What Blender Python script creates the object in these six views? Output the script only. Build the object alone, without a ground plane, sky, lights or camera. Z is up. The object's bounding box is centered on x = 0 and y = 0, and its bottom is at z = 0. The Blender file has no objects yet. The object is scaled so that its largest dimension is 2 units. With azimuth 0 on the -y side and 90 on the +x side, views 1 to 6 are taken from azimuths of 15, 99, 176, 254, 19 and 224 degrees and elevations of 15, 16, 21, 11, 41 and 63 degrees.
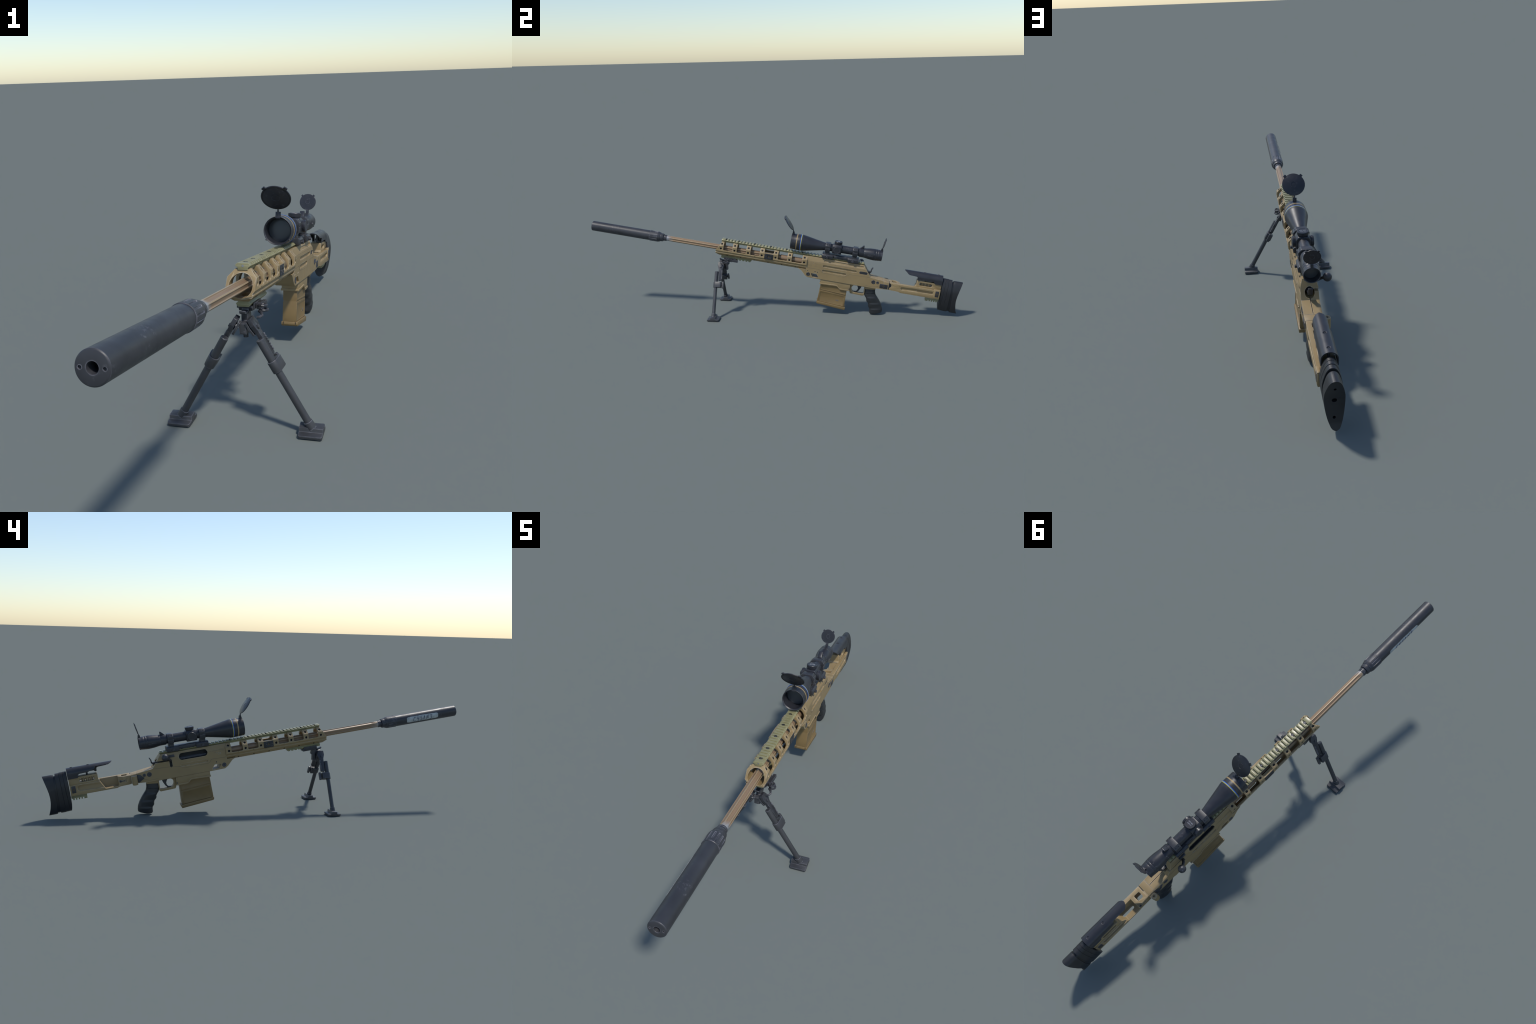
# Suppressed bolt-action rifle on a bipod, built part by part.
# Rifle parts are described in the rifle's own frame: x across, s along the bore
# (0 at the muzzle, growing to the butt), h up from the bore line.  FRAME pitches
# that frame into the world.  The bipod stands upright in world axes.
import bpy, bmesh, math, random
from mathutils import Matrix, Vector
from math import sin, cos, pi, radians, sqrt, atan2

random.seed(7)
PITCH = radians(8.75)
CP, SP = cos(PITCH), sin(PITCH)
FRAME = Matrix(((1, 0, 0, 0.0), (0, CP, SP, -0.996), (0, -SP, CP, 0.4651), (0, 0, 0, 1)))
WORLD = Matrix.Identity(4)

# ------------------------------------------------------------------ materials
def node_mat(name):
    m = bpy.data.materials.new(name)
    m.use_nodes = True
    nt = m.node_tree
    return m, nt, nt.nodes["Principled BSDF"]

def coords(nt, scale):
    tc = nt.nodes.new("ShaderNodeTexCoord")
    mp = nt.nodes.new("ShaderNodeMapping")
    mp.inputs["Scale"].default_value = scale
    nt.links.new(tc.outputs["Object"], mp.inputs["Vector"])
    return mp.outputs["Vector"]

def noise(nt, scale, detail=4, stretch=(1, 1, 1), rough=0.55):
    n = nt.nodes.new("ShaderNodeTexNoise")
    n.inputs["Scale"].default_value = scale
    n.inputs["Detail"].default_value = detail
    n.inputs["Roughness"].default_value = rough
    nt.links.new(coords(nt, stretch), n.inputs["Vector"])
    return n.outputs["Fac"]

def ramp(nt, fac, lo, hi, a=0.0, b=1.0):
    r = nt.nodes.new("ShaderNodeMapRange")
    r.inputs["From Min"].default_value = lo
    r.inputs["From Max"].default_value = hi
    r.inputs["To Min"].default_value = a
    r.inputs["To Max"].default_value = b
    nt.links.new(fac, r.inputs["Value"])
    return r.outputs["Result"]

def mul(nt, a, b):
    m = nt.nodes.new("ShaderNodeMath"); m.operation = 'MULTIPLY'
    nt.links.new(a, m.inputs[0])
    if isinstance(b, float): m.inputs[1].default_value = b
    else: nt.links.new(b, m.inputs[1])
    return m.outputs[0]

def mix(nt, fac, a, b):
    m = nt.nodes.new("ShaderNodeMix"); m.data_type = 'RGBA'
    if isinstance(fac, float): m.inputs[0].default_value = fac
    else: nt.links.new(fac, m.inputs[0])
    for sock, v in ((m.inputs[6], a), (m.inputs[7], b)):
        if isinstance(v, tuple): sock.default_value = (*v, 1)
        else: nt.links.new(v, sock)
    return m.outputs[2]

def edge_mask(nt, radius):
    """1 along convex and concave edges: bevelled normal against the true one."""
    bv = nt.nodes.new("ShaderNodeBevel"); bv.samples = 6
    bv.inputs["Radius"].default_value = radius
    ge = nt.nodes.new("ShaderNodeNewGeometry")
    d = nt.nodes.new("ShaderNodeVectorMath"); d.operation = 'DOT_PRODUCT'
    nt.links.new(bv.outputs[0], d.inputs[0]); nt.links.new(ge.outputs["Normal"], d.inputs[1])
    return ramp(nt, d.outputs["Value"], 0.985, 0.86)

def make(name, col, rough=0.5, metal=0.0, var=0.12, wear=None, wear_amt=0.0, speck=None,
         speck_amt=0.0, bump=0.05, grain=400, spec=0.5, stretch=(1, 1, 1), edge=0.0030, blotch=14):
    m, nt, b = node_mat(name)
    dark = tuple(c * (1 - var) for c in col); light = tuple(min(1, c * (1 + var)) for c in col)
    c = mix(nt, ramp(nt, noise(nt, blotch, 5, stretch), 0.3, 0.7), dark, light)
    if speck:
        s = ramp(nt, noise(nt, 110, 6, stretch, 0.7), 0.56, 0.68)
        g = ramp(nt, noise(nt, 11, 3), 0.48, 0.66)
        c = mix(nt, mul(nt, mul(nt, s, g), speck_amt), c, speck)
    if wear:
        e = mul(nt, edge_mask(nt, edge), ramp(nt, noise(nt, 45, 4), 0.34, 0.58))
        c = mix(nt, mul(nt, e, wear_amt), c, wear)
    nt.links.new(c, b.inputs["Base Color"])
    nt.links.new(ramp(nt, noise(nt, 30, 5), 0.25, 0.75, max(0.05, rough - 0.08), min(1, rough + 0.08)), b.inputs["Roughness"])
    b.inputs["Metallic"].default_value = metal
    b.inputs["Specular IOR Level"].default_value = spec
    if bump:
        bp = nt.nodes.new("ShaderNodeBump")
        bp.inputs["Strength"].default_value = bump
        bp.inputs["Distance"].default_value = 0.002
        nt.links.new(noise(nt, grain, 3), bp.inputs["Height"])
        nt.links.new(bp.outputs["Normal"], b.inputs["Normal"])
    return m

TAN = make("tan_cerakote", (0.274, 0.196, 0.093), 0.52, wear=(0.50, 0.44, 0.35), wear_amt=0.9, var=0.07,
           speck=(0.19, 0.16, 0.12), speck_amt=0.35)
TAN_SEAM = make("seam_line", (0.16, 0.13, 0.085), 0.7, bump=0)
OCHRE = make("ochre_magazine_polymer", (0.190, 0.126, 0.050), 0.5, var=0.09, wear=(0.31, 0.23, 0.13), wear_amt=0.5)
OLIVE = make("olive_anodised_rail", (0.230, 0.214, 0.108), 0.36, var=0.10, wear=(0.44, 0.41, 0.25), wear_amt=0.8)
BLACK = make("black_phosphate_steel", (0.030, 0.031, 0.036), 0.42, var=0.25, wear=(0.17, 0.17, 0.20), wear_amt=0.7,
             speck=(0.14, 0.14, 0.16), speck_amt=0.6, edge=0.0030)
SUPP = make("suppressor_coating", (0.034, 0.035, 0.041), 0.44, var=0.22, wear=(0.24, 0.24, 0.28), wear_amt=0.8,
            speck=(0.15, 0.15, 0.17), speck_amt=0.7, edge=0.0032)
SCOPE = make("scope_black_anodise", (0.021, 0.022, 0.028), 0.40, var=0.2, wear=(0.13, 0.13, 0.15), wear_amt=0.6,
             speck=(0.20, 0.20, 0.22), speck_amt=0.35, edge=0.0015)
POLY = make("black_polymer", (0.022, 0.0235, 0.026), 0.48, var=0.18, wear=(0.09, 0.09, 0.10), wear_amt=0.5, bump=0.12, grain=700, edge=0.0015)
RUBBER = make("butt_rubber", (0.017, 0.0175, 0.020), 0.45, var=0.2, bump=0.15, grain=600, wear=(0.06, 0.06, 0.065), wear_amt=0.5, edge=0.0015)
CHEEK = make("cheek_rest_steel", (0.022, 0.023, 0.029), 0.38, var=0.15, wear=(0.12, 0.12, 0.14), wear_amt=0.5, edge=0.0015)
BIPOD = make("bipod_parkerised_steel", (0.040, 0.041, 0.045), 0.44, var=0.2, wear=(0.22, 0.22, 0.25), wear_amt=0.8,
             speck=(0.20, 0.20, 0.22), speck_amt=0.8, edge=0.0040)
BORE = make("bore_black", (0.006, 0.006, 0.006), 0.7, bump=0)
PIT = make("screw_socket_black", (0.010, 0.011, 0.014), 0.4, bump=0)
BRASS = make("worn_brass", (0.085, 0.06, 0.03), 0.45, 0.2, bump=0)
STEEL = make("bright_steel", (0.33, 0.33, 0.34), 0.35, 0.7, wear=None)
GOLD = make("gold_ring_paint", (0.33, 0.235, 0.115), 0.4, 0.2, bump=0)
BLUE = make("blue_ring_paint", (0.035, 0.13, 0.52), 0.4, bump=0, var=0.05)
YELLOW = make("yellow_ring_paint", (0.46, 0.42, 0.05), 0.4, bump=0, var=0.05)
WHITE = make("white_marking", (0.36, 0.38, 0.42), 0.6, bump=0)
FAINT = make("faint_marking", (0.12, 0.12, 0.13), 0.6, bump=0)
GREYMARK = make("grey_marking", (0.27, 0.26, 0.23), 0.6, bump=0)
SCREW = make("screw_steel", (0.09, 0.09, 0.10), 0.35, 0.4, bump=0)
INK = make("ink", (0.035, 0.045, 0.11), 0.7, bump=0, var=0.3)
TAPE = make("label_tape", (0.40, 0.42, 0.41), 0.7, var=0.22, blotch=60, bump=0.2)
CAPDARK = make("cap_inner_rubber", (0.012, 0.0125, 0.012), 0.6, bump=0.1)

def barrel_mat():
    m, nt, b = node_mat("bronze_barrel")
    # paint lies brown in the flutes and paler on the narrow lands between them
    tc0 = nt.nodes.new("ShaderNodeTexCoord")
    def along(v, off):
        d = nt.nodes.new("ShaderNodeVectorMath"); d.operation = 'DOT_PRODUCT'; d.inputs[1].default_value = v
        nt.links.new(tc0.outputs["Object"], d.inputs[0])
        a = nt.nodes.new("ShaderNodeMath"); a.operation = 'ADD'; a.inputs[1].default_value = off
        nt.links.new(d.outputs["Value"], a.inputs[0])
        q = nt.nodes.new("ShaderNodeMath"); q.operation = 'POWER'; q.inputs[1].default_value = 2
        nt.links.new(a.outputs[0], q.inputs[0]); return q.outputs[0]
    up_axis = (0, SP, CP)
    off = -(up_axis[1] * -0.996 + up_axis[2] * FRAME[2][3])
    ad = nt.nodes.new("ShaderNodeMath"); ad.operation = 'ADD'
    nt.links.new(along((1, 0, 0), 0.0), ad.inputs[0]); nt.links.new(along(up_axis, off), ad.inputs[1])
    rt = nt.nodes.new("ShaderNodeMath"); rt.operation = 'SQRT'; nt.links.new(ad.outputs[0], rt.inputs[0])
    land = mul(nt, ramp(nt, rt.outputs[0], 0.0134, 0.0146), ramp(nt, rt.outputs[0], 0.01575, 0.0160, 1.0, 0.0))
    base = mix(nt, ramp(nt, noise(nt, 12, 3, (1, .3, .3)), 0.3, 0.7), (0.222, 0.145, 0.085), (0.265, 0.174, 0.102))
    base = mix(nt, mul(nt, land, 0.8), base, (0.345, 0.250, 0.145))
    worn = mul(nt, edge_mask(nt, 0.002), ramp(nt, noise(nt, 40, 4, (1, .3, .3)), 0.40, 0.6))
    base = mix(nt, mul(nt, worn, 0.4), base, (0.34, 0.29, 0.24))
    # bare metal next to the muzzle device
    tc = nt.nodes.new("ShaderNodeTexCoord"); sx = nt.nodes.new("ShaderNodeSeparateXYZ")
    nt.links.new(tc.outputs["Object"], sx.inputs[0])
    add = nt.nodes.new("ShaderNodeMath"); add.operation = 'ADD'
    nt.links.new(sx.outputs["Y"], add.inputs[0])
    nt.links.new(ramp(nt, noise(nt, 55, 4, (1, .25, .25)), 0.2, 0.8, -0.03, 0.03), add.inputs[1])
    bare = ramp(nt, add.outputs[0], -0.553, -0.582)
    nt.links.new(mix(nt, bare, base, (0.27, 0.275, 0.29)), b.inputs["Base Color"])
    b.inputs["Roughness"].default_value = 0.36
    b.inputs["Metallic"].default_value = 0.1
    return m
BARREL = barrel_mat()

def lens_mat():
    m, nt, b = node_mat("coated_lens")
    b.inputs["Base Color"].default_value = (0.055, 0.062, 0.070, 1)
    b.inputs["Roughness"].default_value = 0.38
    b.inputs["Coat Weight"].default_value = 0.15
    b.inputs["Coat Roughness"].default_value = 0.2
    return m
LENS = lens_mat()

# ------------------------------------------------------------------ hierarchy
root = bpy.data.objects.new("sniper_rifle", None)
bpy.context.scene.collection.objects.link(root)
root["label"] = "tan and black suppressed bolt-action rifle with scope and bipod"
root["category"] = "rifle"

def place(me, name, mat, parent=None, stuff=False, smooth=33):
    me.name = name
    me.materials.clear(); me.materials.append(mat)
    for p in me.polygons: p.use_smooth = True
    me.set_sharp_from_angle(angle=radians(smooth))
    ob = bpy.data.objects.new(name, me)
    bpy.context.scene.collection.objects.link(ob)
    ob.parent = parent or root
    if stuff: ob["kind"] = "stuff"
    return ob

# ------------------------------------------------------------------ solids (each returns a bmesh)
def prism(profile, axis, a, b, shear=None):
    """Closed 2D profile pushed along an axis.  'x': profile is (s,h); 's': (x,h); 'h': (x,s)."""
    bm = bmesh.new()
    def pt(p, t):
        if axis == 'x': return (t, p[0], p[1])
        if axis == 's': return (p[0], t, p[1])
        return (p[0], p[1], t)
    lo = [bm.verts.new(pt(p, a)) for p in profile]
    hi = [bm.verts.new(pt(p, b)) for p in profile]
    n = len(profile)
    bm.faces.new(lo); bm.faces.new(hi)
    for i in range(n): bm.faces.new((lo[i], lo[(i + 1) % n], hi[(i + 1) % n], hi[i]))
    bmesh.ops.recalc_face_normals(bm, faces=bm.faces)
    if shear:
        for v in bm.verts: v.co.y += shear(v.co)
    return bm

def box(x0, x1, s0, s1, h0, h1):
    return prism([(s0, h0), (s1, h0), (s1, h1), (s0, h1)], 'x', x0, x1)

def obround(c0, c1, r, n=10):
    """Stadium outline between two 2D centres."""
    (ax, ay), (bx, by) = c0, c1
    t = atan2(by - ay, bx - ax)
    out = []
    for i in range(n + 1):
        a = t - pi / 2 + pi * i / n; out.append((bx + r * cos(a), by + r * sin(a)))
    for i in range(n + 1):
        a = t + pi / 2 + pi * i / n; out.append((ax + r * cos(a), ay + r * sin(a)))
    return out

def rounded(poly, r, n=4):
    """Round every corner of a polygon; r is a number or one number per corner."""
    out = []; m = len(poly)
    for i, p in enumerate(poly):
        rr = r[i] if isinstance(r, (list, tuple)) else r
        P = Vector(p); A = Vector(poly[i - 1]) - P; B = Vector(poly[(i + 1) % m]) - P
        if rr <= 0: out.append(tuple(P)); continue
        half = A.angle(B) / 2
        d = min(rr / math.tan(half), A.length * 0.49, B.length * 0.49)
        a = P + A.normalized() * d; b = P + B.normalized() * d
        for k in range(n + 1):
            t = k / n
            out.append(tuple((1 - t) ** 2 * a + 2 * t * (1 - t) * P + t * t * b))
    return out

def lathe(profile, n=48, axis='s', c=(0, 0, 0), radius=None, loop=False):
    """Revolve (t, r) pairs about an axis through c; first and last rings are capped."""
    bm = bmesh.new(); rings = []
    for t, r in profile:
        ring = []
        for i in range(n):
            a = 2 * pi * i / n
            rr = radius(t, a, r) if radius else r
            u, v = rr * cos(a), rr * sin(a)
            if axis == 's': co = (c[0] + u, c[1] + t, c[2] + v)
            elif axis == 'x': co = (c[0] + t, c[1] + u, c[2] + v)
            else: co = (c[0] + u, c[1] + v, c[2] + t)
            ring.append(bm.verts.new(co))
        rings.append(ring)
    for A, B in zip(rings, rings[1:]):
        for i in range(n): bm.faces.new((A[i], A[(i + 1) % n], B[(i + 1) % n], B[i]))
    if loop:      # closed profile: a ring without caps
        A, B = rings[-1], rings[0]
        for i in range(n): bm.faces.new((A[i], A[(i + 1) % n], B[(i + 1) % n], B[i]))
    else:
        bm.faces.new(rings[0]); bm.faces.new(rings[-1])
    bmesh.ops.recalc_face_normals(bm, faces=bm.faces)
    return bm

def cyl(c, axis, r, a, b, n=24, ch=0.0):
    pr = [(a, r - ch), (a + ch, r), (b - ch, r), (b, r - ch)] if ch else [(a, r), (b, r)]
    return lathe(pr, n, axis, c)

def sphere(c, r, n=32):
    bm = bmesh.new()
    bmesh.ops.create_uvsphere(bm, u_segments=n, v_segments=n // 2, radius=r)
    bmesh.ops.translate(bm, verts=bm.verts, vec=c)
    return bm

def tube(path, r, n=12, closed=False):
    """Round rod along a 3D path; r may be a list."""
    P = [Vector(p) for p in path]; bm = bmesh.new(); rings = []
    up = Vector((0.31, 0.17, 0.93))
    for i, p in enumerate(P):
        if closed: d = P[(i + 1) % len(P)] - P[i - 1]
        else: d = P[min(i + 1, len(P) - 1)] - P[max(i - 1, 0)]
        d.normalize()
        u = d.cross(up).normalized(); v = d.cross(u)
        rr = r[i] if isinstance(r, (list, tuple)) else r
        rings.append([bm.verts.new(p + u * rr * cos(2 * pi * k / n) + v * rr * sin(2 * pi * k / n)) for k in range(n)])
    pairs = list(zip(rings, rings[1:])) + ([(rings[-1], rings[0])] if closed else [])
    for A, B in pairs:
        for k in range(n): bm.faces.new((A[k], A[(k + 1) % n], B[(k + 1) % n], B[k]))
    if not closed: bm.faces.new(rings[0]); bm.faces.new(rings[-1])
    bmesh.ops.recalc_face_normals(bm, faces=bm.faces)
    return bm

def oriented_box(c, d, side, half):
    """Box centred at c; half = half sizes along d, along side, and across."""
    d = Vector(d).normalized(); side = Vector(side); side = (side - d * side.dot(d)).normalized(); w = d.cross(side)
    bm = bmesh.new()
    bmesh.ops.create_cube(bm, size=2)
    for v in bm.verts: v.co = Vector(c) + d * v.co.x * half[0] + side * v.co.y * half[1] + w * v.co.z * half[2]
    bmesh.ops.recalc_face_normals(bm, faces=bm.faces)
    return bm

def oriented_prism(profile, c, d, side, half_t):
    """2D profile in the (d, side) plane, thickened by half_t either way."""
    d = Vector(d).normalized(); side = Vector(side); side = (side - d * side.dot(d)).normalized(); w = d.cross(side)
    bm = bmesh.new(); c = Vector(c)
    lo = [bm.verts.new(c + d * p[0] + side * p[1] - w * half_t) for p in profile]
    hi = [bm.verts.new(c + d * p[0] + side * p[1] + w * half_t) for p in profile]
    n = len(profile)
    bm.faces.new(lo); bm.faces.new(hi)
    for i in range(n): bm.faces.new((lo[i], lo[(i + 1) % n], hi[(i + 1) % n], hi[i]))
    bmesh.ops.recalc_face_normals(bm, faces=bm.faces)
    return bm

def join(*bms):
    out = bmesh.new(); me = bpy.data.meshes.new("tmp")
    for b in bms:
        b.to_mesh(me); out.from_mesh(me); b.free()
    bpy.data.meshes.remove(me)
    return out

def to_mesh(bm):
    me = bpy.data.meshes.new("part"); bm.to_mesh(me); bm.free(); return me

def solid(bm, cuts=(), common=(), bevel=0.0, seg=2, angle=30):
    """Apply boolean cutters / intersections, then chamfer the edges; returns a mesh."""
    sc = bpy.context.scene.collection
    ob = bpy.data.objects.new("work", to_mesh(bm)); sc.objects.link(ob)
    helpers = []
    for op, lst in (('INTERSECT', common), ('DIFFERENCE', cuts)):
        for c in lst:
            h = bpy.data.objects.new("cutter", to_mesh(c)); sc.objects.link(h); helpers.append(h)
            m = ob.modifiers.new("b", 'BOOLEAN'); m.operation = op; m.object = h; m.solver = 'EXACT'
    if bevel:
        m = ob.modifiers.new("v", 'BEVEL'); m.width = bevel; m.segments = seg
        m.limit_method = 'ANGLE'; m.angle_limit = radians(angle); m.use_clamp_overlap = True
    dg = bpy.context.evaluated_depsgraph_get()
    me = bpy.data.meshes.new_from_object(ob.evaluated_get(dg))
    for h in helpers + [ob]:
        d = h.data; bpy.data.objects.remove(h); bpy.data.meshes.remove(d)
    return me

def part(name, shape, mat, parent=None, frame=FRAME, bevel=0.0, cuts=(), common=(), stuff=False, seg=2, smooth=33):
    me = solid(shape, cuts, common, bevel, seg) if (cuts or common or bevel) else to_mesh(shape)
    me.transform(frame)
    return place(me, name, mat, parent, stuff, smooth)

def spline(pts, n):
    """Catmull-Rom through 2D points, n samples per span."""
    P = [Vector(p) for p in pts]; out = []
    for i in range(len(P) - 1):
        p0 = P[max(i - 1, 0)]; p1 = P[i]; p2 = P[i + 1]; p3 = P[min(i + 2, len(P) - 1)]
        for k in range(n):
            t = k / n
            out.append(0.5 * ((2 * p1) + (p2 - p0) * t + (2 * p0 - 5 * p1 + 4 * p2 - p3) * t * t + (3 * p1 - p0 - 3 * p2 + p3) * t ** 3))
    out.append(P[-1]); return out

def lerp_table(tab, t):
    for (a, u), (b, v) in zip(tab, tab[1:]):
        if t <= b: return u + (v - u) * max(0, (t - a)) / (b - a)
    return tab[-1][1]

# ================================================================== SUPPRESSOR
supp = part("suppressor", lathe([(0.075, 0.0086), (0.002, 0.0086), (0.0, 0.0096), (0.0, 0.0238), (0.0008, 0.0256), (0.0024, 0.0267),
                                 (0.06, 0.0268), (0.16, 0.0268), (0.334, 0.0268)], 64),
            SUPP, cuts=[cyl((x, 0, 0), 's', 0.0028, -0.01, 0.004, 20) for x in (-0.0182, 0.0182)])
def spanner_rim(x):
    return lathe([(0.001, 0.0028), (-0.0003, 0.0030), (-0.0003, 0.0036), (0.001, 0.0038)], 20, 's', (x, 0, 0), loop=True)
part("spanner_hole_rim", join(spanner_rim(-0.0182), spanner_rim(0.0182)), SUPP, supp)
part("bore", cyl((0, 0, 0), 's', 0.0085, 0.07, 0.074), BORE, supp)

def knurl(t, a, r):
    k = (a * 14 / (2 * pi)) % 1.0
    return r - (0.0013 if 0.36 < k < 0.64 and 0.3325 < t < 0.372 else 0.0)
nut = part("suppressor_collar", lathe([(0.3290, 0.0255), (0.3290, 0.0274), (0.3302, 0.0284), (0.3320, 0.0284), (0.3330, 0.0284), (0.3500, 0.0282), (0.3715, 0.0280),
                           (0.3725, 0.0279), (0.376, 0.0277), (0.3865, 0.0246), (0.3870, 0.0222), (0.3990, 0.0222), (0.4040, 0.0205), (0.4042, 0.0150)], 216, radius=knurl), SUPP, supp)
part("muzzle_thread_ring", join(cyl((0, 0, 0), 's', 0.0148, 0.403, 0.424, 40), cyl((0, 0, 0), 's', 0.0172, 0.4075, 0.4165, 12, 0.0008),
     cyl((0, 0, 0), 's', 0.0165, 0.4165, 0.4225, 40, 0.0008)), BLACK, supp)

# label tape on the left flank, with hand lettering
def on_tube(s, ang, r):      # ang measured from -x upward
    return (-r * cos(ang), s, r * sin(ang))
def tape():
    bm = bmesh.new(); S, A = 60, 14; top, bot = [], []
    rnd = random.Random(3)
    jit = [rnd.uniform(-1, 1) for _ in range(S + 1)]
    for i in range(S + 1):
        u = i / S; s = 0.1045 + 0.171 * u
        end = min(u, 1 - u) * S
        trim = max(0, 1 - end / 3.0) ** 2 * 0.16
        a1 = radians(24 + 1.6 * jit[i]) - trim + 0.05 * sin(u * 3); a0 = radians(-34 + 1.2 * jit[-1 - i]) + trim
        top.append([bm.verts.new(on_tube(s, a0 + (a1 - a0) * k / A, 0.0272)) for k in range(A + 1)])
        bot.append([bm.verts.new(on_tube(s, a0 + (a1 - a0) * k / A, 0.0264)) for k in range(A + 1)])
    for L, flip in ((top, 0), (bot, 1)):
        for i in range(S):
            for k in range(A):
                bm.faces.new((L[i][k], L[i + 1][k], L[i + 1][k + 1], L[i][k + 1]))
    for i in range(S):
        for k in (0, A): bm.faces.new((top[i][k], top[i + 1][k], bot[i + 1][k], bot[i][k]))
    for i in (0, S):
        for k in range(A): bm.faces.new((top[i][k], top[i][k + 1], bot[i][k + 1], bot[i][k]))
    bmesh.ops.recalc_face_normals(bm, faces=bm.faces)
    return bm
lab = part("label_tape", tape(), TAPE, supp)

# strokes on a unit cell: x to the right, y up
GLYPH = {
 'C': [[(.9, .85), (.6, 1), (.2, .8), (.05, .4), (.2, .08), (.55, 0), (.85, .15)]],
 '4': [[(.25, 1), (.1, .5), (.9, .45)], [(.85, 1), (.7, .4), (.6, -.1)]],
 'S': [[(.95, 1), (.45, .95), (.3, .62), (.75, .45), (.8, .15), (.45, 0), (.0, .02)]],
 'A': [[(.0, -.05), (.45, 1), (.62, .5), (.8, .0)], [(.2, .35), (.72, .35)]],
 'N': [[(.0, -.05), (.2, .95), (.65, .08), (.95, 1.05)]],
 '3': [[(.1, .95), (.6, 1.05), (.7, .75), (.35, .55), (.8, .4), (.75, .1), (.4, -.05), (.05, .05)]],
}
def writing():
    bms = []; s0 = 0.240; cw = 0.0138; pitch = 0.0178
    for i, ch in enumerate("C4SAN3"):
        for st in GLYPH[ch]:
            pts = []
            for p in spline(st, 5) if ch in 'CS3' else [Vector(st[0]).lerp(Vector(st[0]), 0)] + [Vector(a).lerp(Vector(b), k / 4) for a, b in zip(st, st[1:]) for k in range(1, 5)]:
                x = p.x + 0.18 * (p.y - 0.5)
                pts.append(on_tube(s0 - i * pitch - x * cw, radians(-27 + 43 * p.y), 0.0271))
            bms.append(tube(pts, 0.00115, 6))
    return join(*bms)
part("hand_lettering", writing(), INK, lab)

# ================================================================== BARREL
def flutes(t, a, r):
    d = min(max((t - 0.432) / 0.02, 0), max((1.043 - t) / 0.02, 0), 1)
    d = d * d * (3 - 2 * d)
    k = (a * 6 / (2 * pi) + 0.5) % 1.0
    w = abs(k - 0.5) / 0.36
    return r - 0.0033 * d * (max(0, 1 - w ** 4) ** 0.5 if w < 1 else 0)
prof = [(0.4215, 0.0146)] + [(0.43 + 0.615 * i / 60, 0.0146 + 0.0010 * i / 60) for i in range(61)] + [(1.046, 0.0137), (1.052, 0.0137), (1.053, 0.0162), (1.21, 0.0163)]
barrel = part("barrel", lathe(prof, 144, radius=flutes), BARREL, smooth=25)

# ================================================================== HANDGUARD
HG_UP = [0.7318 + 0.0745 * i for i in range(6)] + [1.1835]
half = [(0.0, 0.0385), (0.0185, 0.0385), (0.0355, 0.0190), (0.0358, -0.0095), (0.0300, -0.0165), (0.0300, -0.0185),
        (0.0318, -0.0200), (0.0318, -0.0225), (0.0290, -0.0265), (0.0175, -0.0375)]
sect = half[1:] + [(-x, h) for x, h in reversed(half[1:])]
guard = prism(sect, 's', 0.7165, 1.1985, shear=lambda co: lerp_table([(-0.0375, 0.006), (-0.0265, -0.0130), (-0.0095, -0.0125), (0.0385, 0.0165)], co.z) if co.y < 0.8 else 0)
cuts = [lathe([(0.60, 0.0288), (1.205, 0.0288)], 64)]
for i in range(6):
    a, b = HG_UP[i] + 0.0118, HG_UP[i + 1] - 0.0118
    if i == 0: a += 0.001
    lo = 0.0190 if i == 3 else -0.0050
    hgt = 0.07
    cuts.append(prism(rounded([(a, lo), (b, lo), (b, hgt), (a, hgt)], [0.006 if i != 3 else 0.008, 0.006 if i != 3 else 0.008, 0, 0], 4), 'x', -0.06, 0.06))
for i in range(6):      # slots in the floor, one per bay
    m_ = (HG_UP[i] + HG_UP[i + 1]) / 2
    cuts.append(prism(obround((0, m_ - 0.017), (0, m_ + 0.017), 0.0095), 'h', -0.06, -0.02))
n_ch = Vector((0.0195, 0, 0.0170)).normalized()
def angled_cyl(c, d, r, a, b, n=18):
    d = Vector(d).normalized(); c = Vector(c)
    bm = cyl((0, 0, 0), 'h', r, a, b, n)
    q = Vector((0, 0, 1)).rotation_difference(d)
    bmesh.ops.transform(bm, matrix=Matrix.Translation(c) @ q.to_matrix().to_4x4(), verts=bm.verts)
    return bm
holes, sockets = [], []
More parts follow.
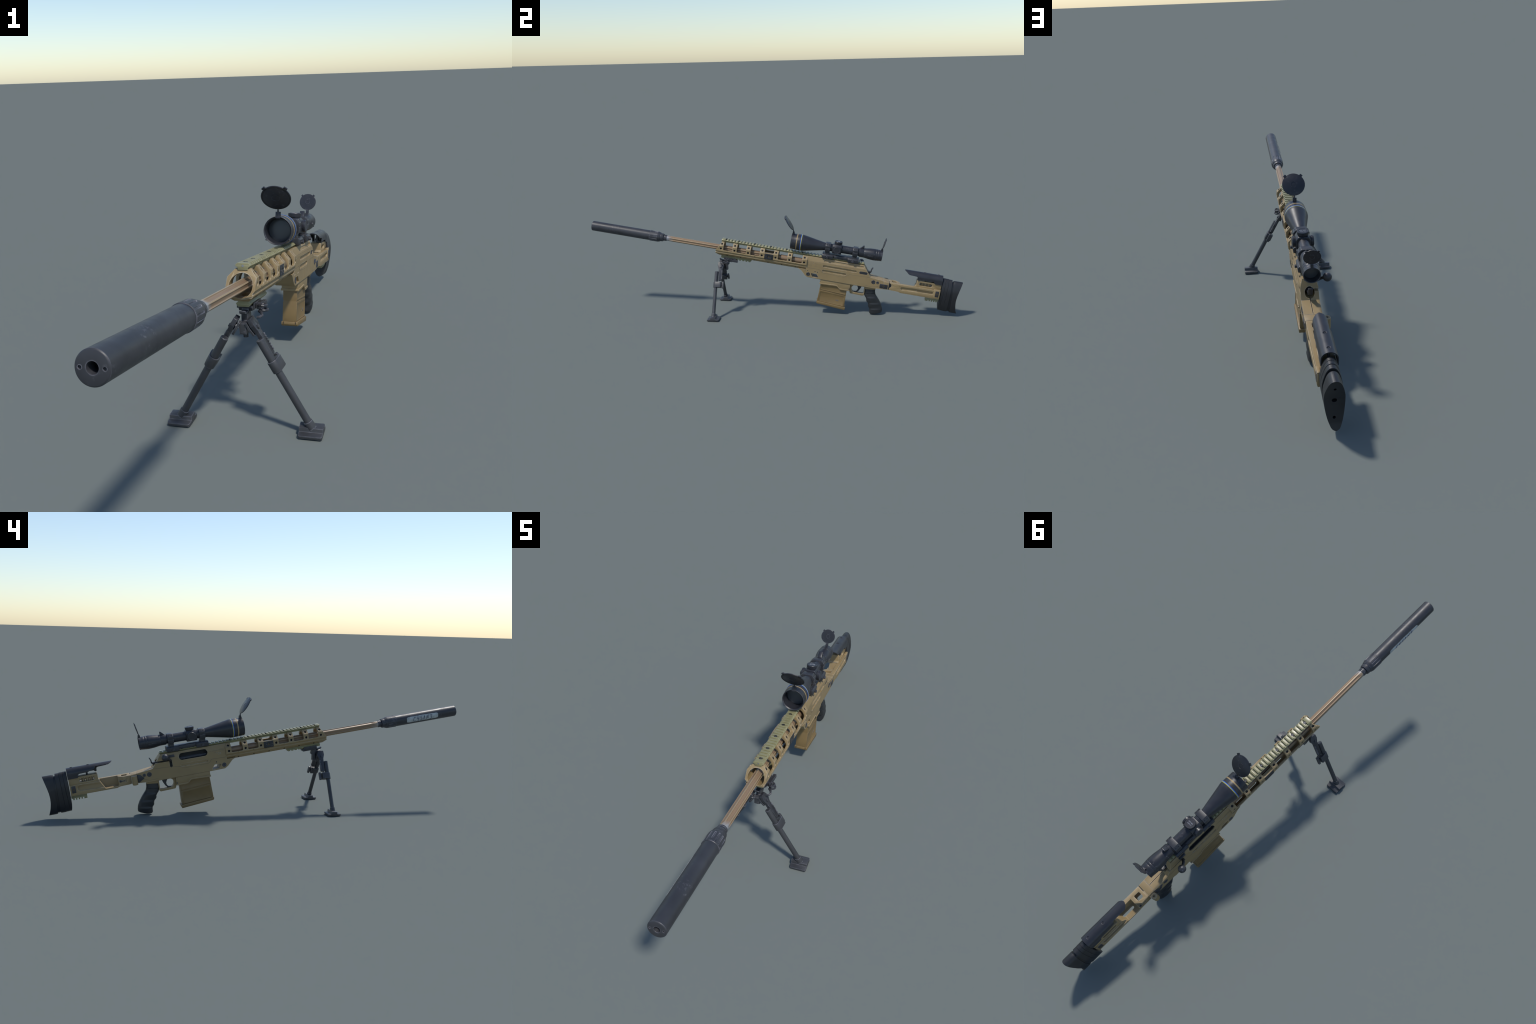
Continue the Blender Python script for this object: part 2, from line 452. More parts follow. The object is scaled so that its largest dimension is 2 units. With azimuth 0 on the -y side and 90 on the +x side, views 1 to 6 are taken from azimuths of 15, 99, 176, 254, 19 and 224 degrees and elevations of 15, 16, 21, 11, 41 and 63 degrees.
for i, s in enumerate(HG_UP):
    for sg in (-1, 1):
        holes.append(cyl((0, s, 0.0035), 'x', 0.0060, *sorted((sg * 0.0308, sg * 0.05)), 18))
        sockets.append(lathe([(sg * 0.0300, 0.0056), (sg * 0.0325, 0.0055), (sg * 0.0325, 0.0030), (sg * 0.0312, 0.0026)], 18, 'x', (0, s, 0.0035)))
        c = Vector((sg * 0.0272, s + (0.003 if i == 0 else 0), 0.0285)); d = Vector((sg * n_ch.x, 0, n_ch.z))
        holes.append(angled_cyl(c, d, 0.0060, -0.0040, 0.01))
        sockets.append(angled_cyl(c, d, 0.0059, -0.0050, -0.0028))
        if i < 6:
            if i != 3: sockets.append(cyl((0, s + 0.037, -0.0078), 'x', 0.0015, *sorted((sg * 0.034, sg * 0.0361)), 10))
            c = Vector((sg * 0.0235, s + 0.036, -0.0318)); d = Vector((sg * 0.69, 0, -0.72))
            sockets.append(angled_cyl(c, d, 0.0038, -0.003, 0.0004, 14))
hg = part("handguard", guard, TAN, bevel=0.0007, cuts=cuts + [join(*holes)])
part("handguard_screw_socket", join(*sockets), BORE, hg, stuff=True)
for sg in (-1, 1):
    pl = part("side_cover_plate", prism(rounded([(0.9695, -0.0125), (1.0165, -0.0125), (1.0165, 0.0172), (0.9695, 0.0172)], 0.003), 'x', *sorted((sg * 0.0345, sg * 0.0372))),
              POLY, hg, bevel=0.0008, cuts=[cyl((0, 0.993, 0.0023), 'x', 0.0055, *sorted((sg * 0.0362, sg * 0.05)), 20)])
    dots = [cyl((0, 0.993 + dx, 0.0023 + dh), 'x', 0.0016, *sorted((sg * 0.036, sg * 0.0380)), 8) for dx in (-0.018, -0.011, 0.011, 0.018) for dh in (-0.009, 0, 0.009)]
    part("cover_plate_stud", join(*dots), BLACK, pl, stuff=True)
    part("cover_plate_screw", cyl((0, 0.993, 0.0023), 'x', 0.0045, *sorted((sg * 0.0355, sg * 0.0365)), 16), BRASS, pl)

# ================================================================== RAILS
P_T = 0.01735
def rail_mesh(s0, s1, h_base, h_slot, h_mid, h_top, wb, wm, wt, first, sgn=1, slotw=0.0076, pitch=P_T):
    """Picatinny bar: continuous base and cross teeth above it."""
    base = [(-wb, h_base), (wb, h_base), (wb, h_base + sgn * 0.005), (wm, h_mid), (wm * 0.98, h_slot), (-wm * 0.98, h_slot), (-wm, h_mid), (-wb, h_base + sgn * 0.005)]
    bms = [prism(base, 's', s0, s1)]
    tooth = [(-wm * 0.99, h_slot - sgn * 0.001), (wm * 0.99, h_slot - sgn * 0.001), (wm, h_slot), (wt, h_top), (-wt, h_top), (-wm, h_slot)]
    a = s0; c = first
    while a < s1 - 0.002:
        b = min(c - slotw / 2, s1)
        if b > a + 0.001: bms.append(prism(tooth, 's', a + 0.0001, b))
        a = c + slotw / 2; c += pitch
    return join(*bms)
top_rail = part("top_rail", rail_mesh(0.7280, 1.4975, 0.0350, 0.0468, 0.0450, 0.0517, 0.0120, 0.0185, 0.0135, 0.7521), OLIVE, bevel=0.0007)
dark_rings = []
for s in (0.7521, 0.8216, 0.9071, 0.9936, 1.0794, 1.1660):
    dark_rings.append(lathe([(0.0514, 0.0060), (0.0520, 0.0060), (0.0520, 0.0042), (0.0505, 0.0042)], 20, 'h', (0, s, 0), loop=True))  # thin black ring over the teeth around each screw head
part("rail_dark_ring", join(*dark_rings), PIT, top_rail, stuff=True)
part("rail_screw_head", join(*[cyl((0, s, 0), 'h', 0.0043, 0.046, 0.0500, 16) for s in (0.7521, 0.8216, 0.9071, 0.9936, 1.0794, 1.1660)]), SCREW, top_rail, stuff=True)
part("front_rail_screw", cyl((0, 0, 0.0450), 's', 0.0028, 0.7275, 0.729), STEEL, top_rail)
low_rail = part("bipod_rail", rail_mesh(0.7350, 0.9000, -0.0360, -0.0468, -0.0450, -0.0530, 0.0135, 0.0180, 0.0130, 0.7605, -1), OLIVE, bevel=0.0007)

# ================================================================== RECEIVER CHASSIS
side = rounded([(1.156, -0.0330), (1.172, -0.0405), (1.1965, -0.0660), (1.2124, -0.0752), (1.2744, -0.0765), (1.520, -0.0765), (1.5746, -0.0735),
        (1.6118, -0.0709), (1.6118, -0.0265), (1.5440, -0.0180), (1.5405, -0.0180), (1.4965, 0.0390), (1.1975, 0.0390), (1.1975, -0.0330)],
        [0, 0.012, 0.012, 0.01, 0, 0, 0, 0, 0, 0, 0, 0, 0, 0])
xs = [(0.0215, 0.0390), (0.0306, 0.0155), (0.0306, -0.0735), (0.0275, -0.0770)]
cross = xs + [(-x, h) for x, h in reversed(xs)]
cut = []
R, L = 0.0306, -0.0306
def pocket(prof, sg, depth, out=0.06):
    return prism(prof, 'x', *sorted((sg * (0.0306 - depth), sg * out)))
cut.append(join(pocket(obround((1.2905, 0.0002), (1.4580, 0.0002), 0.0062), 1, 0.0045),
                pocket(obround((1.2905, -0.0252), (1.4060, -0.0252), 0.0064), 1, 0.0045),
                pocket(obround((1.4853, -0.0014), (1.5145, -0.0014), 0.0074), 1, 0.003),
                pocket(obround((1.4065, -0.0240), (1.2905, -0.0240), 0.0060), -1, 0.0035),
                pocket(obround((1.4007, 0.0142), (1.2975, 0.0142), 0.0148), -1, 0.0230),
                pocket(obround((1.4548, 0.0060), (1.4548, -0.0195), 0.0062), -1, 0.0180)))
cut.append(pocket([(1.4560, 0.0038), (1.5600, 0.0038), (1.5600, 0.0115), (1.4560, 0.0115)], -1, 0.016))
# long scoop on the right shoulder, under the scope mount
sh = Vector((0.0235, 0, 0.0091)).normalized()
scoop = prism(obround((1.2915, 0.0), (1.4920, 0.0), 0.0060), 'h', -0.0042, 0.02)
# prism 'h' uses (x, s): turn so that its long side runs along s and it faces off the shoulder
for v in scoop.verts:
    s, w, d = v.co.x, v.co.y, v.co.z
    p = Vector((0.0256, 0, 0.0285)) + Vector((-sh.z, 0, sh.x)) * w + sh * d
    v.co = (p.x, s, p.z)
bmesh.ops.recalc_face_normals(scoop, faces=scoop.faces)
cut.append(scoop)
port = [(1.2255, -0.0492), (1.2575, -0.0488), (1.2735, -0.0705), (1.2375, -0.0695)]
cut.append(prism(rounded(port, 0.003), 'x', -0.06, 0.06))
cut.append(cyl((0, 0, 0.0015), 's', 0.0165, 1.463, 1.60, 40))
cut.append(box(-0.0013, 0.0013, 1.52, 1.6095, -0.030, 0.0))
cut.append(join(*[cyl((0, s, h), 'x', r, *sorted((sg * 0.0286, sg * 0.05)), 18)
                  for s, h, r, sgs in ((1.1949, -0.0375, .0028, (1,)), (1.2084, -0.0381, .0028, (1,)), (1.2482, -0.0381, .0030, (1, -1)), (1.2616, -0.0384, .0030, (1,)),
                                       (1.2335, 0.0085, 0.0018, (1,)), (1.2435, 0.0050, 0.0018, (-1,))) for sg in sgs]))
recv = part("receiver_chassis", prism(side, 'x', -0.06, 0.06), TAN, common=[prism(cross, 's', 1.10, 1.70)], cuts=cut, bevel=0.0008)

dots = [cyl((0, s, h), 'x', r, *sorted((sg * 0.0276, sg * 0.0292)), 16)
        for s, h, r, sgs in ((1.1949, -0.0375, .0028, (1,)), (1.2084, -0.0381, .0028, (1,)), (1.2482, -0.0381, .0030, (1, -1)), (1.2616, -0.0384, .0030, (1,)),
                             (1.2335, 0.0085, 0.0018, (1,)), (1.2435, 0.0050, 0.0018, (-1,))) for sg in sgs]
part("receiver_pin", join(*dots), PIT, recv, stuff=True)
for sg in (-1, 1):
    for s, h, r in ((1.2133, -0.0571, 0.0102), (1.5585, -0.0403, 0.0106), (1.5808, -0.0396, 0.0073)):
        x0, x1 = 0.028, 0.0318
        prof = [(sg * x0, r), (sg * (x1 - 0.0008), r), (sg * x1, r - 0.0010), (sg * x1, r * 0.58), (sg * (x1 - 0.0009), r * 0.52)]
        part("chassis_bolt", lathe(prof, 28, 'x', (0, s, h)), BLACK, recv)
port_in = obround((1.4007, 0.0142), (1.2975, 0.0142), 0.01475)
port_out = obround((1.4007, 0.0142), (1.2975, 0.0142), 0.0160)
part("port_dark_backing", join(prism(port_in, 'x', -0.0120, -0.0070)), BORE, recv)  # black insert and sleeve make the port interior look black
part("port_shadow_sleeve", prism(port_out, 'x', -0.0268, -0.0078), BORE, recv, cuts=[prism(obround((1.4007, 0.0142), (1.2975, 0.0142), 0.0143), 'x', -0.05, 0.01)])
part("serial_plate", prism(obround((1.4853, -0.0014), (1.5145, -0.0014), 0.0071), 'x', 0.0265, 0.0288), BLACK, recv, bevel=0.0006)

# seam between upper and lower halves of the chassis, both flanks
def strip(pts, sg, x, w=0.0006):
    return tube([(sg * x, s, h) for s, h in pts], w, 6)
seam = [(1.199, -0.0222), (1.2640, -0.0210), (1.2700, -0.0225), (1.2830, -0.0350), (1.2900, -0.0370), (1.3950, -0.0412), (1.4040, -0.0400), (1.4250, -0.0235), (1.4330, -0.0210), (1.5400, -0.0188)]
seamL = [(1.199, -0.0222), (1.2640, -0.0210), (1.2700, -0.0225), (1.2790, -0.0340), (1.2860, -0.0370), (1.3950, -0.0385), (1.4250, -0.0255), (1.4450, -0.0225), (1.5440, -0.0188)]
grip_seam = [(1.5205, -0.0760), (1.5205, -0.0655), (1.5600, -0.0670), (1.5900, -0.0560), (1.6020, -0.0480), (1.6120, -0.0450)]
part("chassis_seam", join(strip(seam, 1, 0.0305), strip(seamL, -1, 0.0305), strip(grip_seam, 1, 0.0305), strip(grip_seam[:4], -1, 0.0305),
                          strip([(1.199, 0.0160), (1.508, 0.0160)], 1, 0.03035, 0.0005), strip([(1.199, 0.0160), (1.275, 0.0160)], -1, 0.03035, 0.0005)), TAN_SEAM, recv)
# engraved lines of tiny writing ahead of the pockets
eng = []
rnd = random.Random(11)
for sg, s_a, s_b, hs in ((1, 1.206, 1.258, (0.0105, 0.0055, 0.0005, -0.0045, -0.0095)), (-1, 1.206, 1.262, (0.0190, 0.0140, 0.0090))):
    for h in hs:
        s = s_a
        e_ = s_a + (s_b - s_a) * rnd.uniform(0.6, 1.0)
        while s < e_:
            w = rnd.uniform(0.002, 0.006)
            if abs(s - 1.2335) > 0.006: xw = 0.0307 - max(0.0, h - 0.0155) * 0.387; eng.append(box(*sorted((sg * (xw - 0.001), sg * xw)), s, s + w, h - 0.0005, h + 0.0005))
            s += w + 0.0012
part("engraved_text", join(*eng), TAN_SEAM, recv, stuff=True)
# stamped letters on the left flank
def flat_text(txt, size, origin, right, up, mat, name, parent, depth=0.0004, frame=FRAME):
    cu = bpy.data.curves.new("txt", 'FONT'); cu.body = txt; cu.size = size; cu.extrude = depth; cu.align_x = 'CENTER'; cu.align_y = 'CENTER'
    ob = bpy.data.objects.new("txt", cu); bpy.context.scene.collection.objects.link(ob)
    me = bpy.data.meshes.new_from_object(ob.evaluated_get(bpy.context.evaluated_depsgraph_get()))
    bpy.data.objects.remove(ob); bpy.data.curves.remove(cu)
    r, u = Vector(right), Vector(up); n = r.cross(u)
    me.transform(Matrix(((r.x, u.x, n.x, origin[0]), (r.y, u.y, n.y, origin[1]), (r.z, u.z, n.z, origin[2]), (0, 0, 0, 1))))
    me.transform(frame)
    return place(me, name, mat, parent)
flat_text("CZ", 0.0125, (-0.0306, 1.2290, -0.0005), (0, -1, 0), (0, 0, 1), GREYMARK, "stamped_letters", recv)

# ---- bolt
bolt = part("bolt_body", lathe([(1.21, 0.0165), (1.30, 0.0165), (1.440, 0.0165), (1.468, 0.0140), (1.47, 0.0125), (1.508, 0.0120), (1.513, 0.0100)], 40,
            radius=lambda t, a, r: r - (0.0016 if 1.25 < t < 1.44 and (a * 10 / pi) % 1 < 0.35 else 0)), BLACK)
part("cocking_piece", prism([(1.505, -0.004), (1.532, -0.004), (1.5410, 0.0035), (1.5420, 0.0165), (1.5475, 0.0275), (1.5440, 0.0300), (1.5375, 0.0195), (1.5360, 0.0090), (1.5310, 0.0065), (1.505, 0.0080)],
     'x', -0.0078, 0.0078), BLACK, bolt, bevel=0.0008)
part("bolt_handle", tube([(-0.010, 1.4548, 0.000), (-0.026, 1.4548, 0.0025), (-0.036, 1.4560, 0.0075), (-0.046, 1.4610, 0.0150), (-0.054, 1.4695, 0.0220), (-0.0635, 1.4795, 0.0295)],
     [0.0058, 0.0058, 0.0058, 0.0056, 0.0052, 0.0050], 16), BLACK, bolt)
part("bolt_slot_dark_fill", prism(obround((1.4548, 0.0060), (1.4548, -0.0195), 0.0060), "x", -0.0270, -0.0120), BORE, recv)  # near-black plug set into the handle slot
part("bolt_knob", sphere((-0.0653, 1.4813, 0.0306), 0.0157), BLACK, bolt)
part("bolt_stop", box(-0.0330, -0.0200, 1.4350, 1.4640, 0.0200, 0.0300), BLACK, recv, bevel=0.001)

# ---- magazine well, magazine
def offset_lip(top, bot, x):
    return prism(top + bot[::-1], 'x', -x, x)
well_path = [(1.2815, -0.0985), (1.3690, -0.0952), (1.3760, -0.0965), (1.3890, -0.1095), (1.3960, -0.1115), (1.4430, -0.1110)]
well = part("magazine_well", prism([(1.2835, -0.0755), (1.4425, -0.0755)] + [(s, h - 0.001) for s, h in reversed(well_path[1:])] + [(1.2830, -0.0990)], 'x', -0.0268, 0.0268), TAN, bevel=0.0008)
part("magazine_well_lip", prism([(s, h + 0.0035) for s, h in well_path] + [(s, h - 0.0035) for s, h in reversed(well_path)], 'x', -0.0292, 0.0292), TAN, well, bevel=0.0012)
part("magazine_catch", cyl((0, 1.4400, -0.1030), 'x', 0.0030, -0.0278, 0.0278, 14), BLACK, well)

mag_body = [(1.2880, -0.0900), (1.4290, -0.0900), (1.4300, -0.2080), (1.2825, -0.1990)]
frames = []
dirb = lambda s: -0.1995 - (s - 1.2825) * 0.0665      # slope of the base line
mag_cut = []
for sg in (-1, 1):
    g = [(1.280, -0.1325), (1.435, -0.1435), (1.435, -0.1470), (1.280, -0.1360)]
    mag_cut.append(prism(g, 'x', *sorted((sg * 0.0203, sg * 0.05))))
    lo = rounded([(1.2935, -0.1450), (1.4205, -0.1540), (1.4205, dirb(1.4205) + 0.0040), (1.2925, dirb(1.2925) + 0.0040)], 0.004)
    mag_cut.append(prism(lo, 'x', *sorted((sg * 0.0212, sg * 0.05))))
    up = rounded([(1.2935, -0.1020), (1.4220, -0.1020), (1.4220, -0.1375), (1.2935, -0.1285)], 0.003)
    mag_cut.append(prism(up, 'x', *sorted((sg * 0.0216, sg * 0.05))))
mag = part("magazine", prism(mag_body, 'x', -0.0222, 0.0222), OCHRE, cuts=mag_cut, bevel=0.0012)
part("magazine_base", prism([(1.2808, -0.1995), (1.4350, -0.2095), (1.4370, -0.2130), (1.4340, -0.2262), (1.2845, -0.2145), (1.2800, -0.2090)], 'x', -0.0262, 0.0262), OCHRE, mag, bevel=0.002)
part("base_slot", join(*[box(x - 0.0009, x + 0.0009, 1.2797, 1.2850, -0.2080, -0.2005) for x in (-0.0195, 0.0195)]), PIT, mag)
# small scratched mark on the right face
part("scratched_mark", join(*[tube([(0.0212, s0, h0), (0.0212, s1, h1)], 0.0006, 6) for s0, h0, s1, h1 in
     ((1.378, -0.1750, 1.396, -0.1840), (1.379, -0.1835, 1.394, -0.1745), (1.382, -0.1740, 1.390, -0.1850), (1.385, -0.1795, 1.398, -0.1775))]), FAINT, mag)

# ---- trigger group
outer = rounded([(1.4420, -0.0755), (1.4395, -0.1100), (1.4490, -0.1302), (1.5175, -0.1322), (1.5235, -0.1270), (1.5245, -0.0755)], [0, 0, 0.004, 0.004, 0.004, 0])
inner = [(1.4700 + 0.0180 * cos(a), -0.1000 + 0.0200 * sin(a)) for a in [radians(90 + 180 * k / 14) for k in range(15)]] + [(1.5000, -0.1212), (1.5185, -0.1195), (1.5190, -0.0800)]
tg = part("trigger_guard", prism(outer, 'x', -0.0125, 0.0125), TAN, cuts=[prism(inner, 'x', -0.03, 0.03)], bevel=0.0008)
trig = [(1.4730, -0.0740), (1.5060, -0.0740), (1.5010, -0.0930), (1.4925, -0.1100), (1.4835, -0.1205), (1.4740, -0.1225), (1.4660, -0.1190), (1.4680, -0.1165), (1.4770, -0.1165), (1.4840, -0.1090), (1.4868, -0.0980), (1.4830, -0.0880)]
part("trigger", prism(trig, 'x', -0.0055, 0.0055), BLACK, bevel=0.0012)

# ---- pistol grip: stations down the spine, each a rounded section
part("grip_base", prism([(1.5205, -0.0720), (1.5770, -0.0700), (1.5765, -0.0840), (1.5240, -0.0900)], 'x', -0.0205, 0.0205), TAN, recv, bevel=0.001)
front = [(-0.0860, 1.5240), (-0.1000, 1.5225), (-0.1200, 1.5235), (-0.1300, 1.5255), (-0.1400, 1.5345), (-0.1480, 1.5392), (-0.1560, 1.5400), (-0.1620, 1.5430), (-0.1690, 1.5510), (-0.1760, 1.5540),
         (-0.1860, 1.5550), (-0.1915, 1.5580), (-0.1980, 1.5640), (-0.2060, 1.5655), (-0.2180, 1.5660), (-0.2240, 1.5690), (-0.2305, 1.5760)]
rear = [(-0.0800, 1.5765), (-0.1000, 1.5785), (-0.1140, 1.5830), (-0.1400, 1.6050), (-0.1600, 1.6190), (-0.1800, 1.6290), (-0.1950, 1.6325), (-0.2080, 1.6330), (-0.2120, 1.6310)]
def grip_mesh():
    bm = bmesh.new(); rings = []; N, M = 72, 40
    for i in range(N + 1):
        u = i / N
        hf = -0.0860 + (-0.2305 + 0.0860) * u; hr = -0.0790 + (-0.2100 + 0.0790) * u
        f = Vector((lerp_table([(-a, b) for a, b in front], -hf), hf)); r = Vector((lerp_table([(-a, b) for a, b in rear], -hr), hr))
        w = lerp_table([(0, 0.0170), (0.25, 0.0180), (0.45, 0.0195), (0.8, 0.0200), (1, 0.0185)], u)
        end = 1 - 0.5 * max(0, (u - 0.965) / 0.035) ** 2
        ring = []
        for k in range(M):
            a = 2 * pi * k / M
            ca, sa = cos(a), sin(a)
            px = math.copysign(abs(ca) ** 0.75, ca); py = math.copysign(abs(sa) ** 0.8, sa)
            t = 0.5 + 0.5 * px * end
            p = r.lerp(f, t)
            # three finger swells that fade toward the back strap
            swell = 0.0
            for hc in (-0.137, -0.168, -0.197):
                d = (p.y - 0.010 * (1 - t) - hc)
                if -0.028 < d < 0.004: swell += 0.0038 * (1 - abs((d + 0.004) / 0.024) if d < -0.004 else 1 - (d + 0.004) / 0.008)
            ww = w - 0.0028 + swell * (0.35 + 0.65 * t) * (1 if u > 0.2 else 0) + (0.0028 if u <= 0.2 else 0.0008)
            ring.append(bm.verts.new((ww * py * end, p.x, p.y)))
        rings.append(ring)
    for A, B in zip(rings, rings[1:]):
        for k in range(M): bm.faces.new((A[k], A[(k + 1) % M], B[(k + 1) % M], B[k]))
    bm.faces.new(rings[0]); bm.faces.new(rings[-1])
    bmesh.ops.recalc_face_normals(bm, faces=bm.faces)
    return bm
part("pistol_grip", grip_mesh(), POLY, smooth=45)

# ================================================================== STOCK
hinge = part("stock_hinge", join(
    prism(rounded([(1.6125, -0.0268), (1.6405, -0.0300), (1.6405, -0.0690), (1.6125, -0.0708)], 0), 'x', -0.0290, 0.0304),
    lathe([(-0.0735, 0.0110), (-0.0725, 0.0120), (-0.0330, 0.0120), (-0.0320, 0.0110)], 28, 'h', (-0.0425, 1.6262, 0)),
    box(-0.0425, -0.025, 1.6165, 1.6395, -0.0690, -0.0345)), TAN, bevel=0.0006)
part("hinge_pin", lathe([(-0.0745, 0.0045), (-0.0312, 0.0045), (-0.0312, 0.0020)], 18, 'h', (-0.0425, 1.6262, 0)), BLACK, hinge)
part("hinge_wear_cap", lathe([(-0.0330, 0.0115), (-0.0314, 0.0112), (-0.0312, 0.0060)], 28, 'h', (-0.0425, 1.6262, 0)), TAN, hinge)
part("hinge_lock_plate", prism(rounded([(1.6130, -0.0315), (1.5990, -0.0345), (1.5815, -0.0520), (1.6060, -0.0680), (1.6130, -0.0670)], 0.002), 'x', -0.0335, -0.0295), BLACK, hinge, bevel=0.0008)
def qd_socket(s0, s1, h0, h1, sg, x):
    pl = part("sling_socket_plate", prism(rounded([(s0, h0), (s1, h0), (s1, h1), (s0, h1)], 0.003), 'x', *sorted((sg * (x - 0.003), sg * (x + 0.0014)))), BLACK, None, bevel=0.0008)
    sc, hc = (s0 + s1) / 2, (h0 + h1) / 2
    part("sling_socket_screw", lathe([(sg * x, 0.0050), (sg * (x + 0.0022), 0.0050), (sg * (x + 0.0022), 0.0024), (sg * (x + 0.001), 0.002)], 20, 'x', (0, sc, hc)), BRASS, pl)
    return pl
qd_socket(1.5940, 1.6355, -0.0660, -0.0432, 1, 0.0306).parent = hinge
part("hinge_spacer", box(-0.0280, 0.0, 1.6400, 1.6440, -0.0680, -0.0300), TAN, hinge)
part("hinge_gap_dark_fill", join(box(0.0, 0.0300, 1.6400, 1.6440, -0.0680, -0.0315), prism(obround((1.6420, -0.0450), (1.6421, -0.0450), 0.0125), 'x', 0.020, 0.0290)), PIT, hinge)  # solid black filler between hinge and stock on the right half

# main frame: front bracket, right-hand beam, floor and rear block in one casting
plan_front = [(-0.0285, 1.6435), (0.0290, 1.6435), (0.0290, 1.700), (-0.0100, 1.700), (-0.0100, 1.6955), (-0.0290, 1.6760)]
bodyprof = [(1.6435, -0.0290), (1.9075, -0.0290), (1.9075, -0.0755), (1.7063, -0.0755), (1.6940, -0.0713), (1.6435, -0.0692)]
stock_cut = [
    # open pocket on the left, its rear wall raked forward at the foot
    prism(rounded([(1.6960, -0.0200), (1.7835, -0.0200), (1.7815, -0.0260), (1.7560, -0.0690), (1.7000, -0.0680), (1.6960, -0.0620)], [0, 0, 0, 0.003, 0.006, 0.006]), 'x', -0.06, 0.0135),
    prism(obround((-0.0018, 1.7155), (-0.0018, 1.7600), 0.0062), 'h', -0.10, -0.06),
    prism(rounded([(-0.0150, 1.6555), (0.0125, 1.6555), (0.0130, 1.6815), (-0.0145, 1.6805)], 0.006), 'h', -0.09, 0.0),
    prism([(-0.06, 1.640), (-0.06, 1.700), (-0.0105, 1.700), (-0.0105, 1.6950), (-0.0295, 1.6745), (-0.0295, 1.640)], 'h', -0.046, 0.0),
    # long finger grooves
    prism(obround((1.7115, -0.0500), (1.7950, -0.0470), 0.0082), 'x', 0.0235, 0.06),
    prism(obround((1.7950, -0.0470), (1.8640, -0.0465), 0.0078), 'x', 0.0205, 0.06),
    prism(obround((1.8630, -0.0455), (1.7650, -0.0490), 0.0128), 'x', -0.06, -0.0215),
    prism(obround((1.6420, -0.0450), (1.6421, -0.0450), 0.0126), 'x', 0.0265, 0.06),
    prism(rounded([(1.6600, -0.0430), (1.6670, -0.0425), (1.6670, -0.0560), (1.6600, -0.0560)], 0.001), 'x', -0.06, -0.0255),
]
frame_ = part("stock_frame", prism(bodyprof, 'x', -0.0290, 0.0290), TAN, cuts=stock_cut, bevel=0.0009)
part("latch_button", join(cyl((0, 1.6880, -0.0490), 'x', 0.0052, -0.0300, -0.0255, 16), box(-0.0296, -0.0265, 1.6680, 1.6860, -0.0510, -0.0470)), BLACK, frame_)
riser_prof = rounded([(1.7815, 0.0040), (1.9075, 0.0040), (1.9075, -0.0300), (1.7760, -0.0300), (1.7812, -0.0220)], [0.004, 0, 0, 0, 0.004])
riser = part("cheek_riser_block", prism(riser_prof, 'x', -0.0262, 0.0175), TAN, frame_,
             cuts=[prism(obround((1.8035, -0.0125), (1.8530, -0.0125), 0.0090), 'x', -0.06, 0.06)], bevel=0.0009)
wheels = []
for s in (1.8110, 1.8275, 1.8450):
    wheels.append(lathe([(-0.0215, 0.0070), (-0.0205, 0.0074), (-0.0045, 0.0074), (-0.0035, 0.0070)], 36, 'h', (-0.004, s, 0), radius=lambda t, a, r: r * (1 + 0.04 * (1 if (a * 18 / (2 * pi)) % 1 < .5 else -1))))
wheels.append(cyl((-0.004, 0, -0.0125), 's', 0.0028, 1.795, 1.861, 12))
part("height_wheel", join(*wheels), TAN, riser)
part("riser_post", join(cyl((-0.004, 1.8250, 0), 'h', 0.0045, 0.0, 0.044, 14), cyl((-0.004, 1.8890, 0), 'h', 0.0045, 0.0, 0.044, 14)), BLACK, riser)
# raised pad with sling socket on each side at the rear
for sg in (-1, 1):
    xx = 0.0300 if sg > 0 else 0.0288
    if sg > 0:
        part("socket_pad", prism([(1.8740, -0.0255), (1.9070, -0.0235), (1.9070, -0.0720), (1.8800, -0.0720), (1.8760, -0.0640)], 'x', 0.020, 0.0308), TAN, frame_, bevel=0.0015)
    qd_socket(1.8830, 1.9010, -0.0642, -0.0325, sg, 0.0305 if sg > 0 else 0.0288).parent = frame_
part("monopod_rail", rail_mesh(1.8405, 1.9085, -0.0750, -0.0905, -0.0880, -0.0990, 0.0120, 0.0165, 0.0120, 1.8575, -1, 0.0062, 0.0119), OLIVE, frame_, bevel=0.0007)

